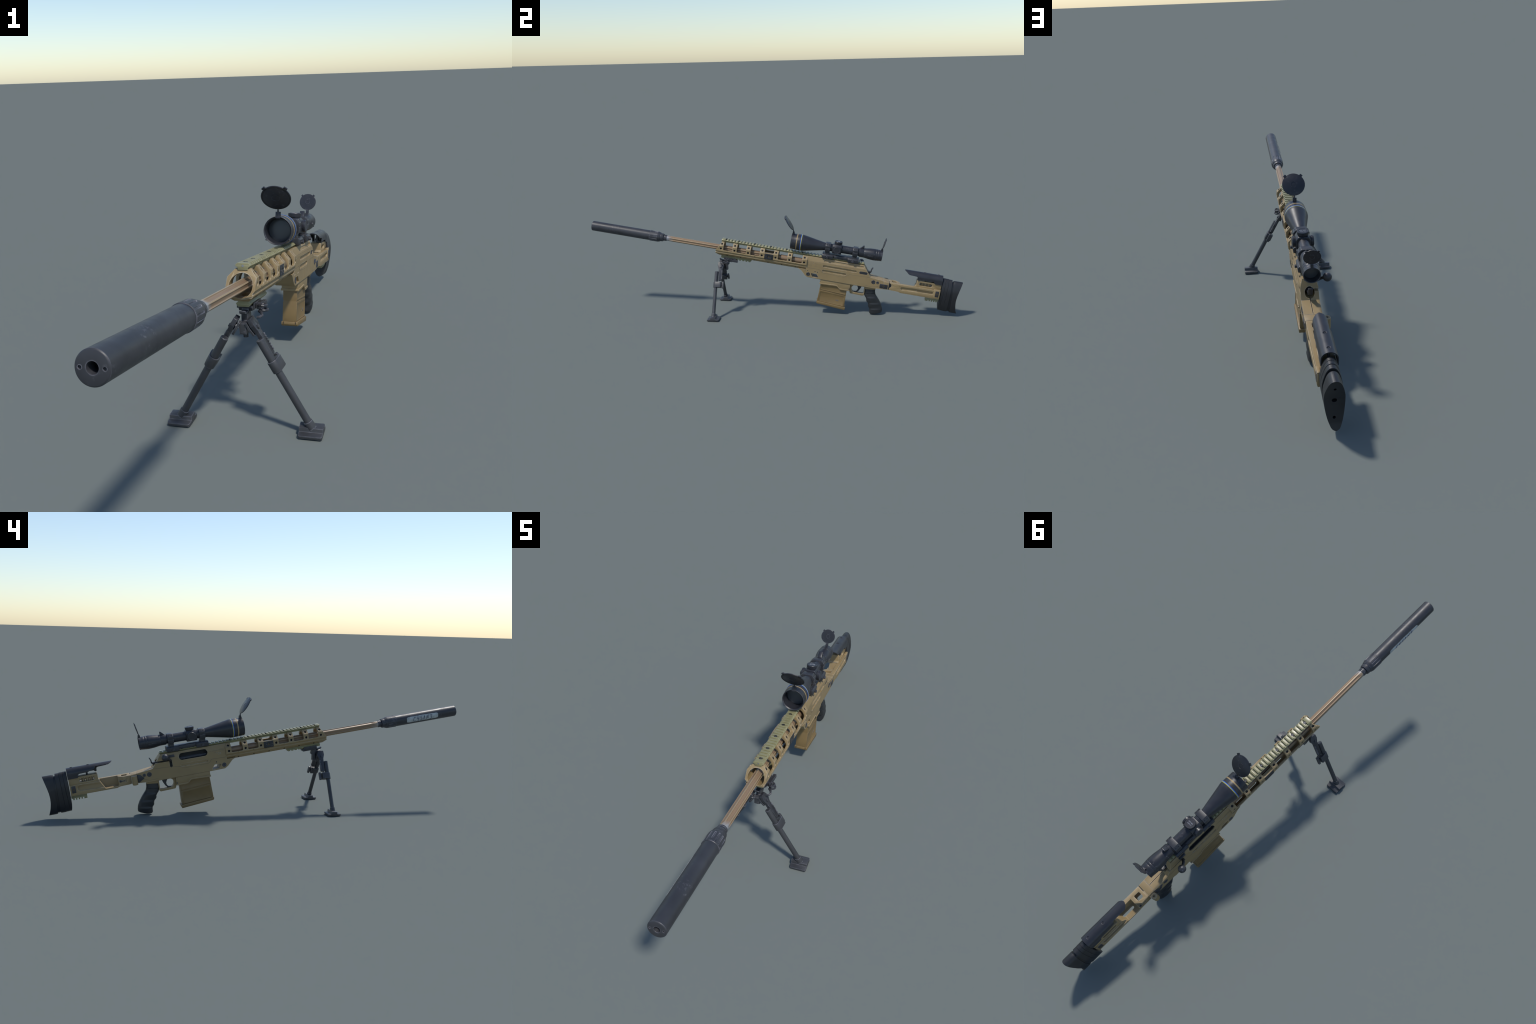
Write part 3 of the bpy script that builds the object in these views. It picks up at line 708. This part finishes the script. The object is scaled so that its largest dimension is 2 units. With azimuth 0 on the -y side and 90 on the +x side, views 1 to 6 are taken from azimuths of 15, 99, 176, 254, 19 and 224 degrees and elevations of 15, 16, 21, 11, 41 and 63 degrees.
# ---- cheek rest: folded half pipe with trimmed skirts
CX, CR, CH = -0.0045, 0.0262, 0.0212
skirt_r = [(1.7113, 0.0470), (1.7200, 0.0420), (1.7290, 0.0335), (1.7374, 0.0278), (1.7740, 0.0256), (1.7800, 0.0220), (1.7815, 0.0075), (1.7880, 0.0065), (1.7930, 0.0120), (1.8640, 0.0120), (1.8680, 0.0095), (1.8720, 0.0015), (1.9090, 0.0005)]
skirt_l = [(1.7113, 0.0480), (1.7175, 0.0440), (1.7290, 0.0385), (1.7860, 0.0385), (1.7930, 0.0275), (1.8100, 0.0240), (1.8190, 0.0190), (1.8580, 0.0175), (1.8630, 0.0130), (1.8655, 0.0010), (1.9090, 0.0000)]
def cheek():
    S = sorted(set([a for a, _ in skirt_r + skirt_l] + [1.7113 + 0.1977 * i / 40 for i in range(41)]))
    M = 28; bm = bmesh.new()
    def arc(s, r):
        hl, hr = lerp_table(skirt_l, s), lerp_table(skirt_r, s)
        def start(h):     # length below the spring line (positive) or angle above it (negative)
            return (CH - h) if h <= CH else -r * math.asin(min(1, (h - CH) / 0.0262))
        a0, a1 = -start(hl), pi * r + start(hr)
        row = []
        for k in range(M + 1):
            l = a0 + (a1 - a0) * k / M
            if l < 0: p = (-r, l)
            elif l > pi * r: p = (r, pi * r - l)
            else: p = (-r * cos(l / r), r * sin(l / r))
            row.append(bm.verts.new((CX + p[0], s, CH + p[1])))
        return row
    out = [arc(s, CR) for s in S]; inn = [arc(s, CR - 0.0032) for s in S]
    for Lr in (out, inn):
        for i in range(len(S) - 1):
            for k in range(M): bm.faces.new((Lr[i][k], Lr[i + 1][k], Lr[i + 1][k + 1], Lr[i][k + 1]))
    for i in range(len(S) - 1):
        for k in (0, M): bm.faces.new((out[i][k], out[i + 1][k], inn[i + 1][k], inn[i][k]))
    for i in (0, len(S) - 1):
        for k in range(M): bm.faces.new((out[i][k], out[i][k + 1], inn[i][k + 1], inn[i][k]))
    bmesh.ops.recalc_face_normals(bm, faces=bm.faces)
    return bm
ck = part("cheek_rest", cheek(), CHEEK, cuts=[cyl((CX, s, 0), 'h', 0.0056, 0.0455, 0.06, 24) for s in (1.8155, 1.8875)])
rims = [lathe([(0.0430, 0.0054), (0.0474, 0.0056), (0.0476, 0.0064), (0.0455, 0.0068)], 24, 'h', (CX, s, 0), loop=True) for s in (1.8155, 1.8875)]
part("cheek_screw_rim", join(*rims), SCREW, ck)
part("cheek_screw", join(*[cyl((CX, s, 0), 'h', 0.0054, 0.0435, 0.0452, 20) for s in (1.8155, 1.8875)]), BLACK, ck)

# ---- butt: spacer plates and concave pad share one outline
BX = -0.0040
outline = spline([(0.0290, 0.0), (0.0277, 0.0062), (0.0228, 0.0125), (0.0120, 0.0190), (-0.0080, 0.0254), (-0.0300, 0.0296), (-0.0520, 0.0300), (-0.0800, 0.0278), (-0.1080, 0.0232), (-0.1290, 0.0170), (-0.1415, 0.0106), (-0.1478, 0.0)], 5)
def butt_ring(scale=1.0, dh=0.0):
    c = -0.057
    cx = lambda h: BX - 0.030 * max(0.0, -0.02 - h)      # the heel leans a little to the left
    R_ = [(cx(h) + w * scale, c + (h - c) * scale + dh) for h, w in outline]
    L_ = [(cx(h) - w * scale, c + (h - c) * scale + dh) for h, w in outline[1:-1]][::-1]
    return R_ + L_
def slab(s_top0, s_top1, s_bot0, s_bot1, scale, dh=0.0, toe=0.0):
    prof = butt_ring(scale, dh); bm = bmesh.new(); rings = []
    def s_at(t, h, a, b): return a + (b - a) * (0.03 - h) / 0.176 + toe * max(0.0, (-0.105 - h) / 0.043) ** 2
    for which, inset, off in ((0, 0.0010, 0.0), (0, 0.0, 0.0010), (1, 0.0, -0.0010), (1, 0.0010, 0.0)):
        ring = []
        for x, h in prof:
            s = s_at(0, h, s_top0, s_bot0) if which == 0 else s_at(0, h, s_top1, s_bot1)
            k = 1 - inset / 0.03
            ring.append(bm.verts.new((BX + (x - BX) * k, s + off, -0.057 + (h + 0.057) * (1 - inset / 0.09))))
        rings.append(ring)
    n = len(prof)
    for A, B in zip(rings, rings[1:]):
        for i in range(n): bm.faces.new((A[i], A[(i + 1) % n], B[(i + 1) % n], B[i]))
    bm.faces.new(rings[0]); bm.faces.new(rings[-1])
    bmesh.ops.recalc_face_normals(bm, faces=bm.faces)
    return bm
spacer = part("butt_spacer", slab(1.9120, 1.9280, 1.9105, 1.9220, 1.012, 0.0045, 0.007), RUBBER)
part("butt_spacer", slab(1.9281, 1.9428, 1.9221, 1.9398, 1.012, 0.004, 0.004), RUBBER)
part("butt_spacer", slab(1.9429, 1.9605, 1.9399, 1.9630, 1.008, 0.0025), RUBBER)
part("butt_core", slab(1.950, 1.985, 1.950, 1.985, 0.93, -0.001), PIT)
def pad():
    prof = butt_ring(1.0, 0.0); bm = bmesh.new(); rings = []
    rear_tab = [(-0.030, 2.0145), (-0.020, 2.0115), (0.019, 2.0020), (0.045, 1.9972), (0.066, 1.9958), (0.085, 1.9970), (0.100, 1.9995), (0.125, 2.0055), (0.146, 2.0145)]
    def s_rear(h): return lerp_table(rear_tab, -h)
    def s_fr(h): return 1.9675 + (0.03 - h) * 0.050
    for st in range(7):
        t = st / 6; ring = []
        k = 0.985 if st == 0 else 1.0
        for x, h in prof:
            hh = -0.057 + (h + 0.057) * k
            ring.append(bm.verts.new((BX + (x - BX) * k, s_fr(h) + (s_rear(h) - s_fr(h)) * t, hh)))
        rings.append(ring)
    n = len(prof)
    for A, B in zip(rings, rings[1:]):
        for i in range(n): bm.faces.new((A[i], A[(i + 1) % n], B[(i + 1) % n], B[i]))
    half_n = n // 2
    for ring in (rings[0], rings[-1]):      # ladder of quads keeps the concave face true
        Rr = ring[:half_n + 1]; Ll = [ring[0]] + ring[:half_n - 1:-1]
        for i in range(half_n):
            a, b, c, d = Rr[i], Rr[i + 1], Ll[i + 1], Ll[i]
            vs = []
            for v in (a, b, c, d):
                if v not in vs: vs.append(v)
            if len(vs) > 2: bm.faces.new(vs)
    bmesh.ops.recalc_face_normals(bm, faces=bm.faces)
    return bm
hole_at = ((-0.0050, 0.0042), (-0.0500, 0.0075), (-0.1080, 0.0046))
padob = part("recoil_pad", pad(), RUBBER, cuts=[cyl((BX, 0, h), 's', r, 1.985, 2.03, 24) for h, r in hole_at], smooth=40)

# ================================================================== SCOPE
SH = 0.1000
def sc(prof, **k): return lathe(prof, k.pop('n', 64), 's', (0, 0, SH), **k)
scope = part("scope_tube", sc([(1.1450, 0.0355), (1.100, 0.0370), (1.0975, 0.0392), (1.0968, 0.0400), (1.0975, 0.0410), (1.108, 0.0416), (1.1262, 0.0420), (1.1275, 0.0424),
        (1.1480, 0.0430), (1.1500, 0.0430), (1.1610, 0.0430), (1.1665, 0.0418), (1.2740, 0.0212), (1.2780, 0.0206), (1.4585, 0.0206), (1.459, 0.0200), (1.470, 0.0200),
        (1.4850, 0.0245), (1.4960, 0.0262), (1.5120, 0.0288), (1.5320, 0.0305), (1.5440, 0.0306), (1.5452, 0.0300), (1.5464, 0.0306), (1.5540, 0.0300), (1.5555, 0.0292),
        (1.5570, 0.0298), (1.5650, 0.0290), (1.5740, 0.0284), (1.5765, 0.0288), (1.5800, 0.0286), (1.5805, 0.0272), (1.5795, 0.0258), (1.552, 0.0245)]), SCOPE)
part("objective_lens", sc([(1.1430, 0.0360), (1.1420, 0.0356), (1.1408, 0.0325), (1.1400, 0.024), (1.1395, 0.013), (1.1393, 0.001)]), LENS, scope)
part("eyepiece_lens", sc([(1.553, 0.0247), (1.5540, 0.0246), (1.5550, 0.015), (1.5555, 0.001)]), LENS, scope)
part("gold_ring", sc([(1.1255, 0.0418), (1.1256, 0.0426), (1.1309, 0.0428), (1.1310, 0.0418)], loop=True), GOLD, scope)
part("blue_ring", sc([(1.1478, 0.0428), (1.1479, 0.0436), (1.1508, 0.0436), (1.1509, 0.0428)], loop=True), BLUE, scope)
part("yellow_ring", sc([(1.15092, 0.0428), (1.15094, 0.0435), (1.1533, 0.0434), (1.1535, 0.0428)], loop=True), YELLOW, scope)
# turret housing and caps
part("turret_housing", join(prism(rounded([(-0.0245, 0.0755), (0.0245, 0.0755), (0.0265, 0.0850), (0.0265, 0.1130), (0.0180, 0.1245), (-0.0180, 0.1245), (-0.0265, 0.1130), (-0.0265, 0.0850)], 0.006, 3), 's', 1.3190, 1.3680)), SCOPE, scope, bevel=0.004, seg=3)
def ridged(n, k): return lambda t, a, r: r * (1 - k * (0.5 + 0.5 * cos(a * n)))
part("turret_cap", lathe([(0.117, 0.0185), (0.1205, 0.0185), (0.1212, 0.0175), (0.1275, 0.0180), (0.1285, 0.0203), (0.1380, 0.0207), (0.1398, 0.0195), (0.1398, 0.0165), (0.1390, 0.0160)], 60, 'h', (0, 1.3455, 0)), SCOPE, scope)
for sg in (-1, 1):
    part("turret_cap", lathe([(sg * 0.022, 0.0190), (sg * 0.0270, 0.0190), (sg * 0.0276, 0.0180), (sg * 0.0295, 0.0180), (sg * 0.0300, 0.0198), (sg * 0.0360, 0.0198), (sg * 0.0378, 0.0185), (sg * 0.0378, 0.0140), (sg * 0.0372, 0.0135)], 48, 'x', (0, 1.3445, 0.0985)), SCOPE, scope)
for i, (ln, w) in enumerate((("100 YDS", 0.0062), ("1/4 MOA", 0.0055))):
    flat_text(ln, w, (0.0, 1.3425 + 0.0075 * i, 0.13935), (1, 0, 0), (0, -1, 0), WHITE, "turret_text", scope)
# power ring with its fin, numbers on the eyepiece
pr = part("power_ring", sc([(1.4585, 0.0212), (1.4590, 0.0232), (1.4600, 0.0240), (1.4825, 0.0248), (1.4840, 0.0240), (1.4842, 0.0212)], radius=lambda t, a, r: r * (1 - (0.018 if (a * 40 / (2 * pi)) % 1 < .4 and 1.4605 < t < 1.4820 else 0))), SCOPE, scope)
part("power_ring_fin", prism([(1.4600, 0.1215), (1.4770, 0.1385), (1.4800, 0.1405), (1.4822, 0.1385), (1.4828, 0.1215)], 'x', -0.0080, 0.0080), SCOPE, pr, bevel=0.0015)
tick = []
for i in range(16):
    a = radians(22.5 * i + 5); r = 0.0255
    p = Vector((r * cos(a), 1.4875, SH + r * sin(a)))
    tick.append(oriented_box(p, (0, 1, 0), (-sin(a), 0, cos(a)), (0.0012, 0.0004 if i % 2 else 0.0011, 0.0004)))
for i in range(12):
    a = radians(30 * i + 12); r = 0.0306
    p = Vector((r * cos(a), 1.5385 + 0.002 * (i % 3), SH + r * sin(a)))
    tick.append(oriented_box(p, (0, 1, 0), (-sin(a), 0, cos(a)), (0.0022 if i % 3 == 0 else 0.0010, 0.0006, 0.0004)))
part("dial_mark", join(*tick), FAINT, scope, stuff=True)
for sg in (-1, 1):
    flat_text("LEUPOLD", 0.0072, (sg * 0.0291, 1.5200, 0.0965), (0, sg, 0), (-sg * 0.12, 0, 0.99), FAINT, "maker_text", scope, 0.0008)

# flip-up covers: a disc on a hinge, two finger tabs, a rim
def cover(hs, hh, dirn, rad, name, inner_front, collar_s, collar_r, w, th):
    d = Vector((0, *dirn)).normalized(); c = Vector((0, hs, hh)) + d * (rad + 0.0005)
    nrm = Vector((1, 0, 0)).cross(d)          # toward -s when d is up
    x = Vector((1, 0, 0)); q = Matrix((x, d, nrm)).transposed().to_4x4()
    M_ = Matrix.Translation(c) @ q
    def disc(pr): 
        bm = lathe(pr, 64, 'h'); bmesh.ops.transform(bm, matrix=M_, verts=bm.verts); return bm
    body = [disc([(-th, rad * 0.97), (-th * 0.6, rad), (th * 0.6, rad), (th, rad * 0.97)])]
    for a in (48, 132):
        a = radians(a)
        bm = oriented_prism(rounded([(-0.004, -0.13 * rad), (0.15 * rad, -0.13 * rad), (0.15 * rad, 0.13 * rad), (-0.004, 0.13 * rad)], 0.001), (0, 0, 0), (cos(a), sin(a), 0), (-sin(a), cos(a), 0), th)
        bmesh.ops.transform(bm, matrix=M_ @ Matrix.Translation((rad * cos(a), rad * sin(a), 0)), verts=bm.verts); body.append(bm)
    ob = part(name, join(*body), SCOPE, scope)
    sg = 1 if inner_front else -1
    part("cover_lining", disc([(sg * th * 0.8, rad * 0.93), (sg * (th + 0.0004), rad * 0.93), (sg * (th + 0.0004), rad * 0.90), (sg * (th - 0.0001), rad * 0.88)]) if sg > 0 else
         disc([(-th * 0.8, rad * 0.93), (-th - 0.0004, rad * 0.93), (-th - 0.0004, rad * 0.90), (-th + 0.0001, rad * 0.88)]), CAPDARK, ob)
    for s2 in (1, -1):
        part("cover_emblem", disc([(s2 * th * 0.9, rad * 0.28), (s2 * (th + 0.0006), rad * 0.28), (s2 * (th + 0.0006), rad * 0.24), (s2 * th * 0.9, rad * 0.23)]), SCOPE, ob)
    # stem and hinge lug
    base = Vector((0, collar_s, collar_r))
    lug = join(tube([base, Vector((0, hs, hh)), c - d * (rad - 0.003)], [w * 0.9, w * 0.42, w * 0.42], 10),
               prism([(base.y - 0.006, base.z - 0.004), (base.y + 0.008, base.z - 0.004), (base.y + 0.005, base.z + 0.011), (base.y - 0.003, base.z + 0.011)], 'x', -w * 1.25, w * 1.25),
               cyl((0, base.y + 0.001, base.z + 0.011), 'x', 0.0032, -w * 1.3, w * 1.3, 14))
    part("cover_hinge", lug, SCOPE, ob)
cover(1.1010, 0.1615, (-0.65, 0.760), 0.0430, "objective_cover", True, 1.1030, 0.1400, 0.0055, 0.0020)
cover(1.5755, 0.1390, (0.200, 0.980), 0.0285, "eyepiece_cover", False, 1.5740, 0.1275, 0.0038, 0.0014)
# small latch pegs at the rims
pegs = []
for s, r, rad in ((1.0985, 0.0420, 0.0026), (1.5780, 0.0292, 0.0018)):
    for a in (-142, -38):
        a = radians(a); pegs.append(sphere((r * cos(a), s, SH + r * sin(a)), rad, 12))
part("latch_peg", join(*pegs), BLACK, scope)

# ---- mount
mount = part("scope_mount", join(
    prism([(-0.0170, 0.0570), (0.0170, 0.0570), (0.0200, 0.0600), (0.0200, 0.0640), (0.0160, 0.0665), (-0.0160, 0.0665), (-0.0200, 0.0640), (-0.0200, 0.0600)], 's', 1.2735, 1.4640),
    box(0.0165, 0.0225, 1.30, 1.44, 0.0495, 0.0620), box(-0.0225, -0.0165, 1.30, 1.44, 0.0495, 0.0620)), BLACK, bevel=0.0008)
for s0, s1 in ((1.2715, 1.3285), (1.4065, 1.4640)):
    blk = [(-0.0290, 0.0440), (-0.0200, 0.0415), (-0.0190, 0.0480), (0.0190, 0.0480), (0.0205, 0.0415), (0.0310, 0.0440), (0.0325, 0.0600), (0.0260, 0.0660), (-0.0240, 0.0660), (-0.0300, 0.0610)]
    b_ = part("clamp_block", prism(blk, 's', s0, s1), BLACK, mount, bevel=0.0012)
    m_ = (s0 + s1) / 2 - 0.0015
    part("clamp_nut", join(lathe([(0.031, 0.0062), (0.0385, 0.0062), (0.0395, 0.0052), (0.0395, 0.0030), (0.037, 0.0028)], 8, 'x', (0, m_, 0.0520)),
                           lathe([(-0.030, 0.0050), (-0.0325, 0.0050)], 12, 'x', (0, m_, 0.0520))), BLACK, b_)
for s0, s1 in ((1.2815, 1.3075), (1.4265, 1.4525)):
    ro = rounded([(-0.0175, 0.1235), (0.0175, 0.1235), (0.0290, 0.1120), (0.0285, 0.0930), (0.0255, 0.0800), (-0.0255, 0.0800), (-0.0285, 0.0930), (-0.0290, 0.1120)], 0.003, 3)
    ring = part("scope_ring", prism(ro, 's', s0, s1), BLACK, mount, bevel=0.0009,
                cuts=[box(-0.05, -0.0262, s0 - .01, s1 + .01, 0.0996, 0.1008), box(0.0262, 0.05, s0 - .01, s1 + .01, 0.0996, 0.1008)])
    part("ring_saddle", prism([(-0.0215, 0.0640), (0.0215, 0.0640), (0.0200, 0.0720), (0.0240, 0.0830), (-0.0240, 0.0830), (-0.0200, 0.0720)], 's', s0 + 0.0012, s1 - 0.0012), BLACK, mount, bevel=0.0008)
    scr = []; rim = []
    for sg in (-1, 1):
        for ds in (0.0068, 0.0190):
            c = Vector((sg * 0.0232, s0 + ds, 0.1178)); d = Vector((sg * 0.707, 0, 0.707))
            scr.append(angled_cyl(c, d, 0.0033, -0.004, 0.0007, 16))
            rim.append(angled_cyl(c, d, 0.0043, -0.004, 0.0004, 16))
    part("ring_screw_rim", join(*rim), SCREW, ring)
    part("ring_screw", join(*scr), PIT, ring)

# ================================================================== BIPOD (upright, world axes)
bip = part("bipod_clamp", join(
    prism([(-0.0215, -0.0600), (0.0235, -0.0600), (0.0235, -0.0465), (0.0190, -0.0450), (0.0180, -0.0530), (-0.0165, -0.0530), (-0.0175, -0.0450), (-0.0215, -0.0465)], 's', 0.7540, 0.8180),
    prism(rounded([(0.7480, -0.0545), (0.8260, -0.0545), (0.8230, -0.0665), (0.7580, -0.0665)], 0.003), 'x', -0.0170, 0.0170)), BLACK, bevel=0.001)
lever = part("clamp_lever", join(
    box(0.0235, 0.0345, 0.7680, 0.8000, -0.0630, -0.0465),
    box(0.0240, 0.0350, 0.7850, 0.8300, -0.0610, -0.0500),
    tube([(0.035 + 0.009 * cos(radians(a)) + 0.004, 0.768 + 0.012 * sin(radians(a)), -0.0525) for a in range(0, 360, 30)], 0.0034, 8, True),
    tube([(0.037 + 0.009 * cos(radians(a)) + 0.004, 0.772 + 0.012 * sin(radians(a)), -0.0640) for a in range(0, 360, 30)], 0.0034, 8, True),
    tube([(0.032, 0.762, -0.0660), (0.040, 0.754, -0.0690), (0.043, 0.746, -0.0730), (0.039, 0.739, -0.0760), (0.032, 0.738, -0.0770)], [0.004, 0.004, 0.0036, 0.0034, 0.003], 8)), BLACK, bip)
Zc = Vector((0, -0.2720, 0.0))
post = part("pivot_post", join(
    prism([(-0.0085, -0.2620), (0.0085, -0.2620), (0.0085, -0.2440), (-0.0085, -0.2440)], 'h', 0.2300, 0.2930),
    prism(rounded([(-0.2700, 0.2870), (-0.2420, 0.2870), (-0.2350, 0.2640), (-0.2420, 0.2560), (-0.2700, 0.2560)], 0.004), 'x', -0.0080, 0.0080),
    prism([(-0.2885, 0.2950), (-0.2800, 0.2890), (-0.2700, 0.2872), (-0.2600, 0.2890), (-0.2545, 0.2940), (-0.2550, 0.2810), (-0.2700, 0.2790), (-0.2870, 0.2870)], 'x', -0.0080, 0.0080),
    prism(rounded([(-0.2900, 0.2640), (-0.2560, 0.2640), (-0.2560, 0.2350), (-0.2900, 0.2350)], 0.004), 'x', -0.0085, 0.0085),
    cyl((0.002, -0.270, 0), 'h', 0.0062, 0.2230, 0.240, 18),
    cyl((0, -0.2730, 0.2520), 'x', 0.0070, -0.0260, 0.0260, 18)),
    BIPOD, bip, frame=WORLD, bevel=0.0008)
for sg in (-1, 1):
    d = Vector((sg * 0.496, 0.016, -0.868)).normalized()
    back = Vector((0, 1, 0)); out = Vector((sg * 0.868, 0, 0.496))
    arm_top = Vector((sg * 0.0185, -0.2790, 0.2700))
    # folding arm: a channel with a ratchet edge, hinged on the post
    prof = rounded([(-0.0060, -0.0140), (-0.0060, 0.0120), (0.0150, 0.0200), (0.0320, 0.0110), (0.0960, 0.0100), (0.0990, -0.0085), (0.0330, -0.0100), (0.0130, -0.0160)], 0.0025)
    arm = part("bipod_arm", oriented_prism(prof, arm_top, d, back, 0.0056), BLACK, bip, frame=WORLD, bevel=0.0011)
    knob = [oriented_box(arm_top + d * (0.045 + 0.007 * i) + back * 0.0090 + out * 0.004, d, back, (0.0022, 0.0022, 0.004)) for i in range(7)]
    part("ratchet_tooth", join(*knob), BIPOD, arm, frame=WORLD, stuff=True)
    part("arm_pivot", angled_cyl(arm_top + d * 0.022, out, 0.0052, -0.0085, 0.0088, 18), BLACK, arm, frame=WORLD, bevel=0.0008)
    part("release_lever", oriented_prism(rounded([(-0.004, -0.008), (-0.004, 0.008), (0.018, 0.009), (0.034, 0.004), (0.034, -0.004), (0.018, -0.008)], 0.002), arm_top - out * 0.0115 + d * 0.002 - back * 0.006, d, back, 0.0030), BIPOD, arm, frame=WORLD, bevel=0.0008)
    part("lever_screw", angled_cyl(arm_top - out * 0.0115 + d * 0.012 - back * 0.006, out, 0.0036, -0.0045, 0.0045, 14), STEEL if sg < 0 else BLACK, arm, frame=WORLD)
    # leg
    t0 = Vector((sg * 0.0425, -0.2985, 0.2295)); ank = Vector((sg * 0.1570, -0.2990, 0.0255))
    ax = (ank - t0); Lg = ax.length; ax.normalize()
    leg = part("bipod_leg", join(tube([t0, t0 + ax * 0.0008, t0 + ax * 0.085], [0.0088, 0.0097, 0.0097], 28),
               tube([t0 + ax * 0.08, t0 + ax * (Lg - 0.003)], 0.0091, 28)), BIPOD, bip, frame=WORLD)
    cc = t0 + ax * 0.0730
    col = obround((0.0, 0.0), (0.0001, 0.0), 0.0128, 10)
    D = [(0.0128 * cos(radians(a)), 0.0128 * sin(radians(a))) for a in range(180, 361, 15)] + [(0.0150, 0.018), (0.0150, 0.0285), (0.0060, 0.0305), (-0.0128, 0.0305)]
    bmD = bmesh.new()
    lo = [bmD.verts.new(cc - ax * 0.0148 + out * p[0] + back * p[1]) for p in D]; hi = [bmD.verts.new(cc + ax * 0.0148 + out * p[0] + back * p[1]) for p in D]
    bmD.faces.new(lo); bmD.faces.new(hi)
    for i in range(len(D)): bmD.faces.new((lo[i], lo[(i + 1) % len(D)], hi[(i + 1) % len(D)], hi[i]))
    bmesh.ops.recalc_face_normals(bmD, faces=bmD.faces)
    colob = part("leg_collar", bmD, BIPOD, leg, frame=WORLD, bevel=0.001)
    kc = cc + back * 0.029
    part("thumb_screw", join(angled_cyl(kc, back, 0.0042, -0.004, 0.006, 14), oriented_prism(rounded([(-0.0185, -0.0065), (0.0185, -0.0065), (0.0185, 0.0065), (-0.0185, 0.0065)], 0.005), kc + back * 0.0095, ax, out, 0.0042)), BIPOD, colob, frame=WORLD, bevel=0.0008)
    part("ankle", join(tube([ank - ax * 0.006, ank - ax * 0.0052, ank + ax * 0.014], [0.0098, 0.0112, 0.0122], 28)), BIPOD, leg, frame=WORLD)
    fx, fy = sg * 0.1632, -0.2980
    fprof = [(-0.0310, 0.0), (-0.0318, 0.0045), (-0.0308, 0.0068), (-0.0130, 0.0085), (-0.0118, 0.0185), (0.0130, 0.0205), (0.0150, 0.0095), (0.0300, 0.0085), (0.0315, 0.0070), (0.0315, 0.0)]
    plan = rounded([(fx - 0.0290, fy - 0.0320), (fx + 0.0290, fy - 0.0320), (fx + 0.0290, fy + 0.0320), (fx - 0.0290, fy + 0.0320)], 0.008, 4)
    part("bipod_foot", prism([(fy + a, b) for a, b in fprof], 'x', fx - 0.05, fx + 0.05), BIPOD, leg, frame=WORLD, common=[prism(plan, 'h', -0.01, 0.05)], bevel=0.0010)
